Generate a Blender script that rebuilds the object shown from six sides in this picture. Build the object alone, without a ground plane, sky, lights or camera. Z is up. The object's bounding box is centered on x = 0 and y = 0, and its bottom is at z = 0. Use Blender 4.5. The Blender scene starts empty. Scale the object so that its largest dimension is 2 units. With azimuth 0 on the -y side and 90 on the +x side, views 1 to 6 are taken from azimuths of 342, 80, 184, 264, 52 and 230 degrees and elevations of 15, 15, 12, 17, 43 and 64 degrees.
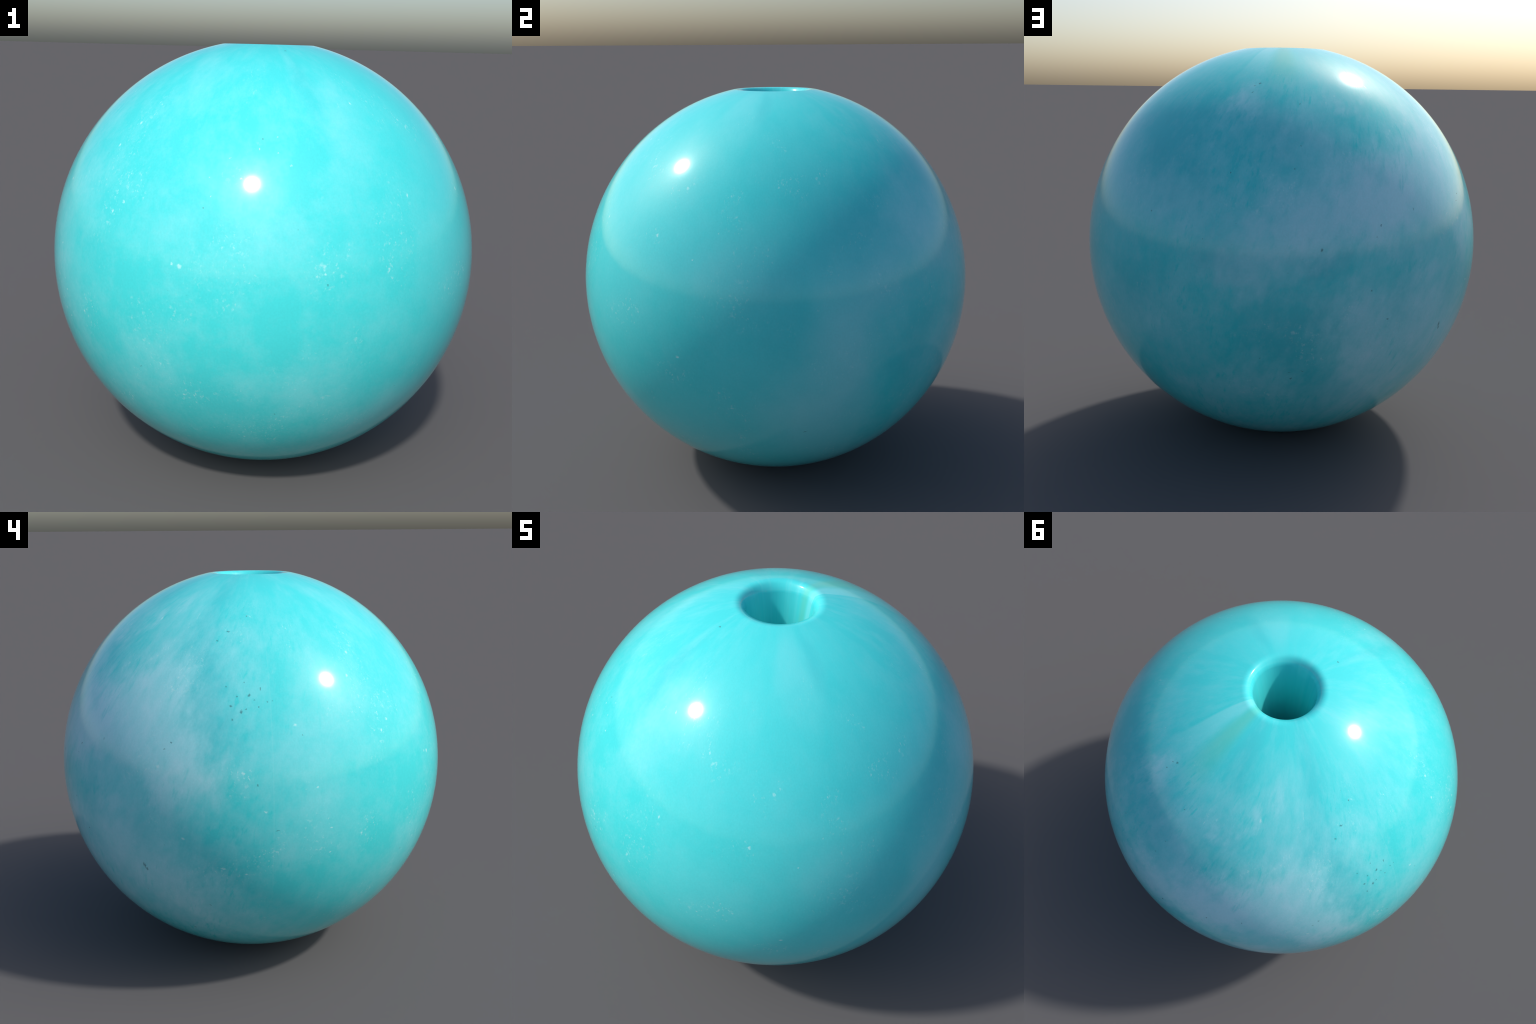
import bpy, math, random
import numpy as np
from mathutils import Vector

# ------------------------------------------------------------------ sizes (metres)
ZC = 0.9880           # height of the bead's centre
RX, RZ = 1.0, 1.006   # half width, half height of the (uncut) ball
R_BORE = 0.150        # radius of the drilled hole just under the lip
R_WAIST = 0.070       # radius it narrows to inside
R_LIP = 0.212         # where the ball's curve breaks into the worn lip
SEG = 288             # steps round the axis


def bezier(p0, p1, p2, n):
    return [((1 - t) ** 2 * p0[0] + 2 * t * (1 - t) * p1[0] + t * t * p2[0],
             (1 - t) ** 2 * p0[1] + 2 * t * (1 - t) * p1[1] + t * t * p2[1])
            for t in (i / n for i in range(1, n + 1))]


def ball_z(r):
    return RZ * math.sqrt(max(0.0, 1 - (r / RX) ** 2))


# half profile (r, z above the centre): equator -> lip -> mouth of the bore -> middle of the bore
lat_lip = math.acos(R_LIP / RX)
shell = [(RX * math.cos(lat_lip * i / 120), RZ * math.sin(lat_lip * i / 120)) for i in range(121)]
zl = ball_z(R_LIP)
lip = bezier((R_LIP, zl), (0.203, zl + 0.0018), (0.190, zl + 0.0004), 8)
lip += bezier(lip[-1], (0.1725, zl - 0.0004), (0.1640, zl - 0.0065), 8)
lip += bezier(lip[-1], (0.1575, zl - 0.0180), (R_BORE, zl - 0.0420), 10)
z_mouth = lip[-1][1]


def bore_r(z):
    """The drill hole narrows towards the middle of the bead."""
    depth = z_mouth - z
    return R_WAIST + (R_BORE - R_WAIST) * math.exp(-depth / 0.50)


wall = [(bore_r(z), z) for z in (z_mouth * (1 - i / 48) for i in range(1, 49))]

half = shell + lip + wall
tag = ["body"] * (len(shell) + len(lip) - 1) + ["bore"] * len(wall)   # one per band
z_top = max(z for r, z in half)


def under(z):
    """The underside mirrors the top, stretched a little so that it rests on the ground."""
    return -z * (1 + (ZC / z_top - 1) * min(1.0, abs(z) / z_top) ** 8)


loop = half + [(r, under(z)) for r, z in reversed(half[1:-1])]         # closed ring profile
band = tag + tag[::-1]


def lathe():
    verts, faces, kinds = [], [], []
    n = len(loop)
    for r, z in loop:
        for j in range(SEG):
            a = 2 * math.pi * j / SEG
            verts.append((r * math.sin(a), -r * math.cos(a), z + ZC))
    for i in range(n):
        i2 = (i + 1) % n
        for j in range(SEG):
            j2 = (j + 1) % SEG
            faces.append((i * SEG + j, i * SEG + j2, i2 * SEG + j2, i2 * SEG + j))
            kinds.append(band[i])
    return verts, faces, kinds


verts, faces, kinds = lathe()
whole = bpy.data.meshes.new("whole")
whole.from_pydata(verts, [], faces)
whole.update()
normals = [v.normal.copy() for v in whole.vertices]

# the lip is polished: its shading rolls over evenly from the ball into the bore
first, last = len(shell) - 1, len(shell) + len(lip) - 1
run = [0.0]
for k in range(first + 1, last + 1):
    run.append(run[-1] + math.dist(half[k], half[k - 1]))
knee = run[16]                                     # arc length at the inner edge of the lip


def profile_tilt(k):
    n = normals[k * SEG]                           # column at azimuth 0, where outward is -y
    return math.atan2(n.y, n.z)


t_out, t_in = profile_tilt(first - 1), profile_tilt(last + 1)
t_knee = t_out + 0.66 * (t_in - t_out)
for k in range(first, last + 1):
    s = run[k - first]
    if s < knee:
        f = s / knee
        tilt = t_out + (t_knee - t_out) * f * f * (2.2 - 1.2 * f)
    else:
        tilt = t_knee + (t_in - t_knee) * (s - knee) / (run[-1] - knee)
    for j in range(SEG):
        a = 2 * math.pi * j / SEG
        up = Vector((-math.sin(tilt) * math.sin(a), math.sin(tilt) * math.cos(a), math.cos(tilt)))
        normals[k * SEG + j] = up
        normals[((len(loop) - k) % len(loop)) * SEG + j] = Vector((up.x, up.y, -up.z))

root = bpy.data.objects.new("stone_bead", None)
bpy.context.scene.collection.objects.link(root)
root["label"] = "polished turquoise blue stone bead with drilled hole"
root["category"] = "bead"


def part(name, kind, material):
    fs = [f for f, k in zip(faces, kinds) if k == kind]
    used = sorted({v for f in fs for v in f})
    new = {v: i for i, v in enumerate(used)}
    me = bpy.data.meshes.new(name)
    me.from_pydata([verts[v] for v in used], [], [[new[v] for v in f] for f in fs])
    me.update()
    for p in me.polygons:
        p.use_smooth = True
    me.normals_split_custom_set_from_vertices([normals[v] for v in used])
    me.materials.append(material)
    ob = bpy.data.objects.new(name, me)
    bpy.context.scene.collection.objects.link(ob)
    ob.parent = root
    return ob

# ------------------------------------------------------------------ stone material
class Net:
    """Small helper that strings shader nodes together."""

    def __init__(self, tree):
        self.t = tree

    def node(self, kind, **props):
        n = self.t.nodes.new(kind)
        for k, v in props.items():
            setattr(n, k, v)
        return n

    def put(self, socket, value):
        if isinstance(value, bpy.types.NodeSocket):
            self.t.links.new(value, socket)
        else:
            socket.default_value = value

    def math(self, op, a, b=0.0, c=0.0, clamp=False):
        n = self.node("ShaderNodeMath", operation=op, use_clamp=clamp)
        for s, v in zip(n.inputs, (a, b, c)):
            self.put(s, v)
        return n.outputs[0]

    def vec(self, op, a, b=None, c=None, scale=None):
        n = self.node("ShaderNodeVectorMath", operation=op)
        self.put(n.inputs[0], a)
        if b is not None:
            self.put(n.inputs[1], b)
        if c is not None:
            self.put(n.inputs[2], c)
        if scale is not None:
            self.put(n.inputs["Scale"], scale)
        return n.outputs["Value"] if op in ("LENGTH", "DISTANCE") else n.outputs["Vector"]

    def noise(self, v, scale, detail=3.0, rough=0.55, color=False):
        n = self.node("ShaderNodeTexNoise")
        self.put(n.inputs["Vector"], v)
        n.inputs["Scale"].default_value = scale
        n.inputs["Detail"].default_value = detail
        n.inputs["Roughness"].default_value = rough
        return n.outputs["Color" if color else "Fac"]

    def ramp(self, x, lo, hi, a=0.0, b=1.0, smooth=True):
        n = self.node("ShaderNodeMapRange", interpolation_type="SMOOTHSTEP" if smooth else "LINEAR")
        for s, v in zip(n.inputs[:5], (x, lo, hi, a, b)):
            self.put(s, v)
        return n.outputs[0]

    def mix(self, fac, a, b):
        n = self.node("ShaderNodeMix", data_type="RGBA")
        self.put(n.inputs[0], fac)
        for s, v in ((n.inputs[6], a), (n.inputs[7], b)):
            self.put(s, v if isinstance(v, bpy.types.NodeSocket) else (*v, 1))
        return n.outputs[2]


def on_wrap(az, lat):
    """Place on the wrap space: unit circle round the axis, latitude as height."""
    a = math.radians(az)
    return (math.sin(a), -math.cos(a), math.radians(lat))


# soft patches: (azimuth, latitude, half width, half height in degrees, strength)
PALE = [
    (229, 34, 17, 20, .5), (240, 22, 15, 22, .95), (247, 10, 9, 13, .6), (216, 20, 20, 15, .85),
    (206, 21, 18, 13, .9), (188, 15, 15, 11, .95), (176, 4, 15, 8, .7), (223, -2, 11, 16, .55), (234, -10, 17, 14, .7),
    (204, -12, 13, 17, .9), (208, -35, 18, 14, .6), (239, -27, 20, 16, .9), (216, -22, 16, 22, .6),
    (192, 36, 14, 13, .45), (200, 50, 16, 10, .3), (171, 46, 9, 8, .65), (160, 18, 14, 10, .4),
    (143, 18, 16, 13, .4), (150, -14, 20, 14, .4), (165, -34, 20, 12, .35), (180, -30, 14, 9, .3), (228, 60, 20, 12, .2),
    (240, 52, 13, 15, .25), (276, 14, 12, 14, .35), (280, -5, 16, 11, .28), (262, 40, 9, 16, .3),
    (99, 0, 12, 20, .55), (92, -24, 17, 18, .55), (109, 13, 9, 10, .3), (124, 24, 18, 14, .5),
    (128, -8, 12, 20, .25), (66, 17, 16, 12, .18), (60, 64, 12, 16, .18), (312, 60, 12, 16, .18), (5, 43, 10, 18, .26), (352, 66, 5, 12, .14),
    (313, -15, 14, 11, .32), (354, -18, 16, 9, .30), (15, -30, 20, 10, .32), (311, 42, 15, 20, .06),
    (338, 16, 18, 10, .14), (260, -38, 22, 16, .35), (300, -28, 20, 14, .12), (60, -35, 26, 14, .15),
    (110, -45, 24, 14, .3), (185, -55, 30, 12, .35), (270, -62, 34, 14, .3), (20, -60, 40, 14, .15),
    (226, 60, 3, 5, .45), (219, 54, 4, 3.5, .5), (212, 50, 3.5, 4, .45), (206, 46, 4, 3, .4),
    (172, 52, 5, 3, .4), (166, 47, 4, 3, .4), (290, 20, 12, 14, .16), (264, 15, 6, 12, .3), (36, 8, 16, 14, .12),
]
DEEP = [
    (254, 30, 9, 20, .9), (246, 45, 10, 14, .7), (250, 66, 12, 16, .7), (235, -4, 9, 7, .35), (257, -12, 12, 12, .5),
    (187, -14, 16, 16, .9), (182, 38, 17, 14, .8), (151, 32, 20, 16, .8), (206, 42, 12, 10, .6), (193, 7, 6, 6, .7),
    (169, 6, 8, 6, .6), (142, -4, 18, 12, .6), (99, 28, 20, 16, .55), (118, -6, 10, 14, .6), (81, 3, 12, 14, .4),
    (356, 58, 6, 12, .5), (72, 67, 6, 10, .5), (300, 10, 10, 10, .2), (225, -14, 8, 12, .2), (216, -2, 7, 10, .35), (196, -34, 18, 14, .6),
    (255, -34, 12, 10, .3), (84, 48, 16, 14, .3), (335, -24, 18, 12, .3), (205, 66, 10, 18, .6),
]
# clusters of chalky crumbs
CHALK_SPOTS = [
    (245, 38, 7, 8, 1.0), (240, 31, 4, 5, .8), (262, 12, 5, 5, .8), (356, 10, 6, 7, .8), (302, 20, 4, 6, .8), (325, -21, 7, 6, .8),
    (299, 41, 8, 7, .6), (296, -6, 5, 7, .8), (281, -8, 8, 5, .7), (258, -14, 9, 5, .8), (108, 13, 5, 5, .7),
    (327, 8, 7, 9, .35), (16, 18, 6, 16, .5), (315, -8, 8, 8, .5), (342, -32, 12, 8, .5), (236, 12, 6, 7, .6),
]
# single flecks: (azimuth, latitude, half width, half height in degrees)
WHITE_FLECKS = [
    (323.3, 9.9, .65, .62), (321.5, 10.3, .3, .4), (54, -6, .55, .4), (355.5, 9.5, .45, .4), (353.6, 9.0, .3, .5),
    (302.6, 19.6, .4, .5), (299.3, 41.5, .6, .5), (20, 25, .4, .6), (323, -22, .5, .35), (294, -6, .4, .4),
    (262.5, 12.2, .6, .35), (257, -13.5, .7, .35), (276.3, 23.5, .6, .4), (240.0, 12.5, .7, .6), (222, 53, .7, .6),
    (305.5, 22.0, .4, .5), (12.4, 49.6, .45, .5), (295.6, 35, .5, .5), (340, 37.0, .3, .25), (345, 36.0, .3, .25),
    (348.5, 33.2, .35, .3), (336.0, 29.8, .4, .25), (329, 25.6, .25, .25), (332.5, 34.5, .3, .25), (345, 40, .3, .2),
    (328.0, 29.8, .25, .2), (64, 26, .25, .3), (57.5, 19, .3, .35), (45.5, 24, .35, .5), (268, 2.5, .5, .3),
    (285, -3, .45, .3), (263, -15, .5, .3), (285, -10, .5, .3), (247, -5.5, .5, .4), (281, 8, .4, .3),
]
DARK_FLECKS = [
    (260.6, 31.0, .35, .22), (263.2, 27.8, .3, .25), (259.5, 25.2, .25, .22), (266.8, 28.2, .3, .25),
    (262.6, 34.6, .3, .3), (257.2, 33.4, .28, .28), (267.4, 33.0, .22, .35), (234.0, -16.0, .28, 1.1),
    (261.8, 27.2, 0.62, 0.52), (259, 28.6, 0.42, 0.4), (264, 31.4, 0.45, 0.5), (265.5, 30, 0.25, 0.25), (269.2, 29.6, 0.26, 0.21),
    (270.6, 29.8, 0.34, 0.17), (278, 21, 0.21, 0.3), (256, 49.5, 0.77, 0.26), (263, 55, 0.42, 0.38), (252.5, 46.5, 0.51, 0.26),
    (266, 9.2, 0.26, 0.26), (243.3, 18.8, 0.26, 0.26), (241.6, 17, 0.21, 0.21), (220.3, 17, 0.21, 0.26), (233.6, -15.4, 0.32, 0.81),
    (234.4, -16.8, 0.31, 0.68), (243, -41, 0.51, 0.3), (164.5, 10.3, 0.3, 0.21), (189.3, 34, 0.26, 0.26), (187.5, 28, 0.34, 0.3),
    (206.5, -2, 0.26, 0.3), (208, 11, 0.26, 0.38), (209.5, 13.6, 0.3, 0.3), (193.8, 8.4, 0.3, 0.77), (186.5, -24, 0.42, 0.15),
    (190, -23.6, 0.51, 0.17), (187, -26, 0.51, 0.26), (178.8, -19.5, 0.21, 0.21), (174, 54, 0.77, 0.3), (172, 53, 0.51, 0.21),
    (172, 50.5, 0.42, 0.17), (170.2, 26.5, 0.21, 0.38), (148.4, 15.8, 0.17, 0.34), (88, -28.5, 0.68, 0.17), (212, -10, 0.26, 0.3),
    (252, -27, 0.34, 0.26), (356, 7.2, 0.34, 0.3), (346, -26, 0.26, 0.26), (341, 39.5, 0.26, 0.26), (327.5, 22.8, 0.21, 0.21),
    (349.5, 19, 0.21, 0.26), (312, -16, 0.26, 0.26), (355.5, 72.5, 1.4, 0.3), (271, -2.6, 0.59, 0.13), (190, 46.5, 0.34, 0.26),
]


def patches(net, u, spots, lo=0.0):
    total = None
    for az, lat, w, h, strength in spots:
        k = (1 / math.radians(w), 1 / math.radians(w), 1 / math.radians(h))
        d = net.vec("MULTIPLY_ADD", u, k, [-c * m for c, m in zip(on_wrap(az, lat), k)])
        s = net.ramp(net.vec("LENGTH", d), 1.35, lo, 0.0, strength)
        total = s if total is None else net.math("ADD", total, s)
    return total


def flecks(net, u, spots):
    total = None
    for az, lat, w, h in spots:
        k = (1 / math.radians(w), 1 / math.radians(w), 1 / math.radians(h))
        d = net.vec("MULTIPLY_ADD", u, k, [-c * m for c, m in zip(on_wrap(az, lat), k)])
        s = net.ramp(net.vec("LENGTH", d), 1.15, 0.25)
        total = s if total is None else net.math("MAXIMUM", total, s)
    return total


def stone_material(name, in_bore):
    mat = bpy.data.materials.new(name)
    mat.use_nodes = True
    t = mat.node_tree
    net = Net(t)
    shader = t.nodes["Principled BSDF"]

    # wrap space: (sin az, -cos az, latitude). Features squeeze towards the poles, so they run
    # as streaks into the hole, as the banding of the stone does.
    co = net.node("ShaderNodeTexCoord").outputs["Object"]
    sep = net.node("ShaderNodeSeparateXYZ")
    net.put(sep.inputs[0], co)
    x, y, z = sep.outputs
    z = net.math("SUBTRACT", z, ZC)
    r = net.math("SQRT", net.math("ADD", net.math("MULTIPLY", x, x), net.math("MULTIPLY", y, y)))
    if in_bore:
        lat_mouth = math.atan2(z_mouth, R_BORE)
        side = net.math("SIGN", z)
        depth = net.math("SUBTRACT", z_mouth, net.math("ABSOLUTE", z))
        lat = net.math("MULTIPLY", side, net.math("SUBTRACT", lat_mouth, net.math("MULTIPLY", depth, 0.12)))
    else:
        lat = net.math("ARCTAN2", z, r)
    comb = net.node("ShaderNodeCombineXYZ")
    net.put(comb.inputs[0], net.math("DIVIDE", x, r))
    net.put(comb.inputs[1], net.math("DIVIDE", y, r))
    net.put(comb.inputs[2], lat)
    u = comb.outputs[0]

    tall = net.vec("MULTIPLY", u, (1, 1, .62))          # vertically drawn-out copy for wisps
    lean = net.vec("ADD", tall, net.vec("SCALE", (.26, .20, 0), scale=lat))
    polar = net.ramp(net.math("ABSOLUTE", lat), math.radians(78), math.radians(40))   # calm near the hole
    # how veined the stone is here: strong at the back, calm at the front
    back = net.ramp(net.vec("DISTANCE", net.vec("MULTIPLY", u, (1, 1, 0)), on_wrap(208, 0)), 1.42, .7)
    busy = net.math("MULTIPLY", back, polar)

    # wander of the patch outlines
    soft = net.vec("SUBTRACT", net.noise(u, 2.6, 2, .5, True), (.5, .5, .5))
    fine = net.vec("SUBTRACT", net.noise(lean, 13, 5, .62, True), (.5, .5, .5))
    uw = net.vec("ADD", u, net.vec("SCALE", soft, scale=.24))
    uw = net.vec("ADD", uw, net.vec("SCALE", fine, scale=net.ramp(busy, 0, 1, .05, .30)))

    wisp = net.noise(lean, 19, 6, .66)
    cloud = net.noise(u, 4.5, 5, .58)
    grain = net.noise(u, 130, 2, .6)
    mottle = net.noise(u, 42, 3, .6)
    blotch = net.noise(net.vec("ADD", u, (2.2, 7.1, 4.4)), 10, 3, .55)

    calm = net.ramp(net.vec("DISTANCE", net.vec("MULTIPLY", u, (1, 1, 0)), on_wrap(62, 0)), .45, 1.15, .35, 1.0)
    pale = patches(net, uw, PALE)
    deep = patches(net, uw, DEEP)
    pale = net.math("ADD", pale, net.math("MULTIPLY", net.math("SUBTRACT", cloud, .5), net.math("MULTIPLY", calm, net.ramp(busy, 0, 1, .75, .75))))
    pale = net.math("ADD", pale, net.math("MULTIPLY", net.math("SUBTRACT", wisp, .5), net.math("MULTIPLY", calm, net.ramp(busy, 0, 1, .26, .8))))
    pale = net.math("ADD", pale, net.math("MULTIPLY", net.math("SUBTRACT", mottle, .5),
                                          net.math("MULTIPLY", polar, net.math("MULTIPLY", calm, net.ramp(back, 0, 1, .28, .18)))))
    pale = net.math("ADD", pale, net.math("MULTIPLY", net.math("SUBTRACT", blotch, .5), net.math("MULTIPLY", calm, net.ramp(busy, 0, 1, .35, .65))))
    pale = net.math("ADD", pale, net.math("MULTIPLY", net.math("MULTIPLY", back, polar), .11))
    pale = net.math("SUBTRACT", pale, net.math("MULTIPLY", deep, .12))
    # short teal dashes combed down the veined side
    dash = net.noise(net.vec("MULTIPLY", lean, (1, 1, .48)), 38, 3, .6)
    dash = net.math("MULTIPLY", net.ramp(dash, .50, .78), net.math("MULTIPLY", busy, net.ramp(cloud, .42, .66)))
    pale = net.math("SUBTRACT", pale, net.math("MULTIPLY", net.math("MULTIPLY", dash, net.ramp(deep, .9, .2)), .75))
    if in_bore:
        pale = net.math("MULTIPLY", pale, .55)
    pale = net.ramp(pale, -.06, 1.5, 0, 1, smooth=False)
    deep = net.math("ADD", deep, net.math("MULTIPLY", net.math("SUBTRACT", cloud, .5), -.5), clamp=True)

    colour = net.mix(deep, CYAN, TEAL)
    colour = net.mix(pale, colour, PALE_BLUE)

    # pale band with one crisp edge, and a greenish band beside it, running up into the hole
    a_edge, a_end = math.radians(163), math.radians(176)
    az = net.math("ARCTAN2", net.math("DIVIDE", x, r), net.math("MULTIPLY", y, net.math("DIVIDE", -1.0, r)))
    bend = net.math("MULTIPLY", net.math("SUBTRACT", net.noise(tall, 4, 1), .5), .12)
    azw = net.math("ADD", az, bend)
    high = net.ramp(lat, math.radians(47), math.radians(72))
    band_a = net.math("MULTIPLY", net.ramp(azw, math.radians(161.0), math.radians(163.2)),
                      net.ramp(azw, math.radians(180), math.radians(170)))
    colour = net.mix(net.math("MULTIPLY", net.math("MULTIPLY", band_a, high), .36), colour, (.30, .80, .82))
    # azimuth folds at 180 degrees: measure the green band by distance on the circle instead
    d_green = net.vec("DISTANCE", net.vec("MULTIPLY", u, (1, 1, 0)), on_wrap(184, 0))
    band_g = net.math("MULTIPLY", net.ramp(d_green, .20, .03), high)
    colour = net.mix(net.math("MULTIPLY", band_g, .66), colour, (.12, .61, .51))

    if not in_bore:
        # pepper and chalk: small grains scattered in clusters
        def scatter(scale, stretch, keep, size, cluster_scale, c_lo, c_hi, shift):
            v = net.vec("ADD", net.vec("MULTIPLY", u, stretch), (shift, shift * .7, shift * 1.3))
            v = net.vec("ADD", v, net.vec("SCALE", net.vec("SUBTRACT", net.noise(u, 70, 2, .5, True), (.5, .5, .5)), scale=.02))
            vor = net.node("ShaderNodeTexVoronoi", feature="F1")
            net.put(vor.inputs["Vector"], v)
            vor.inputs["Scale"].default_value = scale
            sc = net.node("ShaderNodeSeparateColor")
            net.put(sc.inputs[0], vor.outputs["Color"])
            rnd, rnd2 = sc.outputs[0], sc.outputs[1]
            radius = net.math("MULTIPLY", net.math("ADD", net.math("MULTIPLY", rnd2, .75), .25), size)
            dot = net.ramp(net.math("DIVIDE", vor.outputs["Distance"], radius), 1.0, .4)
            on = net.math("GREATER_THAN", rnd, 1 - keep)
            where = net.ramp(net.noise(net.vec("ADD", u, (shift, 0, shift)), cluster_scale, 2, .5), c_lo, c_hi)
            return net.math("MULTIPLY", net.math("MULTIPLY", dot, on), where)

        jit = net.vec("ADD", u, net.vec("SCALE", net.vec("SUBTRACT", net.noise(u, 60, 3, .6, True), (.5, .5, .5)), scale=.022))
        # chalky crumbs: peaks of a fine noise, only inside loose clusters
        crumb = net.noise(net.vec("MULTIPLY", u, (1, 1, .75)), 75, 3, .62)
        where = net.ramp(net.noise(net.vec("ADD", u, (3.1, 1.7, 4.2)), 4.6, 3, .55), .52, .74)
        where = net.math("ADD", where, patches(net, jit, CHALK_SPOTS), clamp=True)
        where = net.math("MULTIPLY", where, net.math("MULTIPLY", polar, net.ramp(lat, -1.0, -.5)))
        chalk = net.math("MULTIPLY", net.ramp(crumb, .56, .80), net.math("MULTIPLY", where, .54))
        lump = net.noise(net.vec("ADD", u, (6.3, .4, 2.9)), 34, 3, .6)
        lump = net.math("MULTIPLY", net.ramp(lump, .60, .76), net.math("MULTIPLY", where, .40))
        chalk = net.math("MAXIMUM", chalk, lump)
        pepper = scatter(64, (1, 1, .9), .10, .21, 3.0, .48, .66, 5.3)
        pepper = net.math("MULTIPLY", pepper, net.ramp(back, 0, 1, .2, .36))
        white = flecks(net, jit, WHITE_FLECKS)
        dark = flecks(net, jit, DARK_FLECKS)
        colour = net.mix(chalk, colour, CHALK)
        colour = net.mix(net.math("MULTIPLY", white, .42), colour, CHALK)
        colour = net.mix(pepper, colour, PEPPER)
        colour = net.mix(net.math("MULTIPLY", dark, .74), colour, PEPPER)
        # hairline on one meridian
        hair = net.math("MULTIPLY", net.ramp(net.vec("DISTANCE", net.vec("MULTIPLY", u, (1, 1, 0)), on_wrap(270, 0)), .0042, .0015),
                        net.math("MULTIPLY", net.ramp(lat, -.55, -.2), net.ramp(lat, 1.1, .6)))
        colour = net.mix(net.math("MULTIPLY", hair, .035), colour, CHALK)

    # faint grain in value
    hsv = net.node("ShaderNodeHueSaturation")
    net.put(hsv.inputs["Color"], colour)
    net.put(hsv.inputs["Value"], net.ramp(grain, .25, .75, .965, 1.035, smooth=False))
    t.links.new(hsv.outputs[0], shader.inputs["Base Color"])
    shader.inputs["Roughness"].default_value = ROUGH
    shader.inputs["IOR"].default_value = 1.5
    return mat


CYAN = (.058, .668, .688)
TEAL = (.075, .575, .625)
PALE_BLUE = (.420, .790, .860)
CHALK = (.72, .95, .95)
PEPPER = (.05, .17, .19)
ROUGH = .105


part("body", "body", stone_material("polished_stone", False))
part("bore", "bore", stone_material("drilled_stone", True))
bpy.data.meshes.remove(whole)
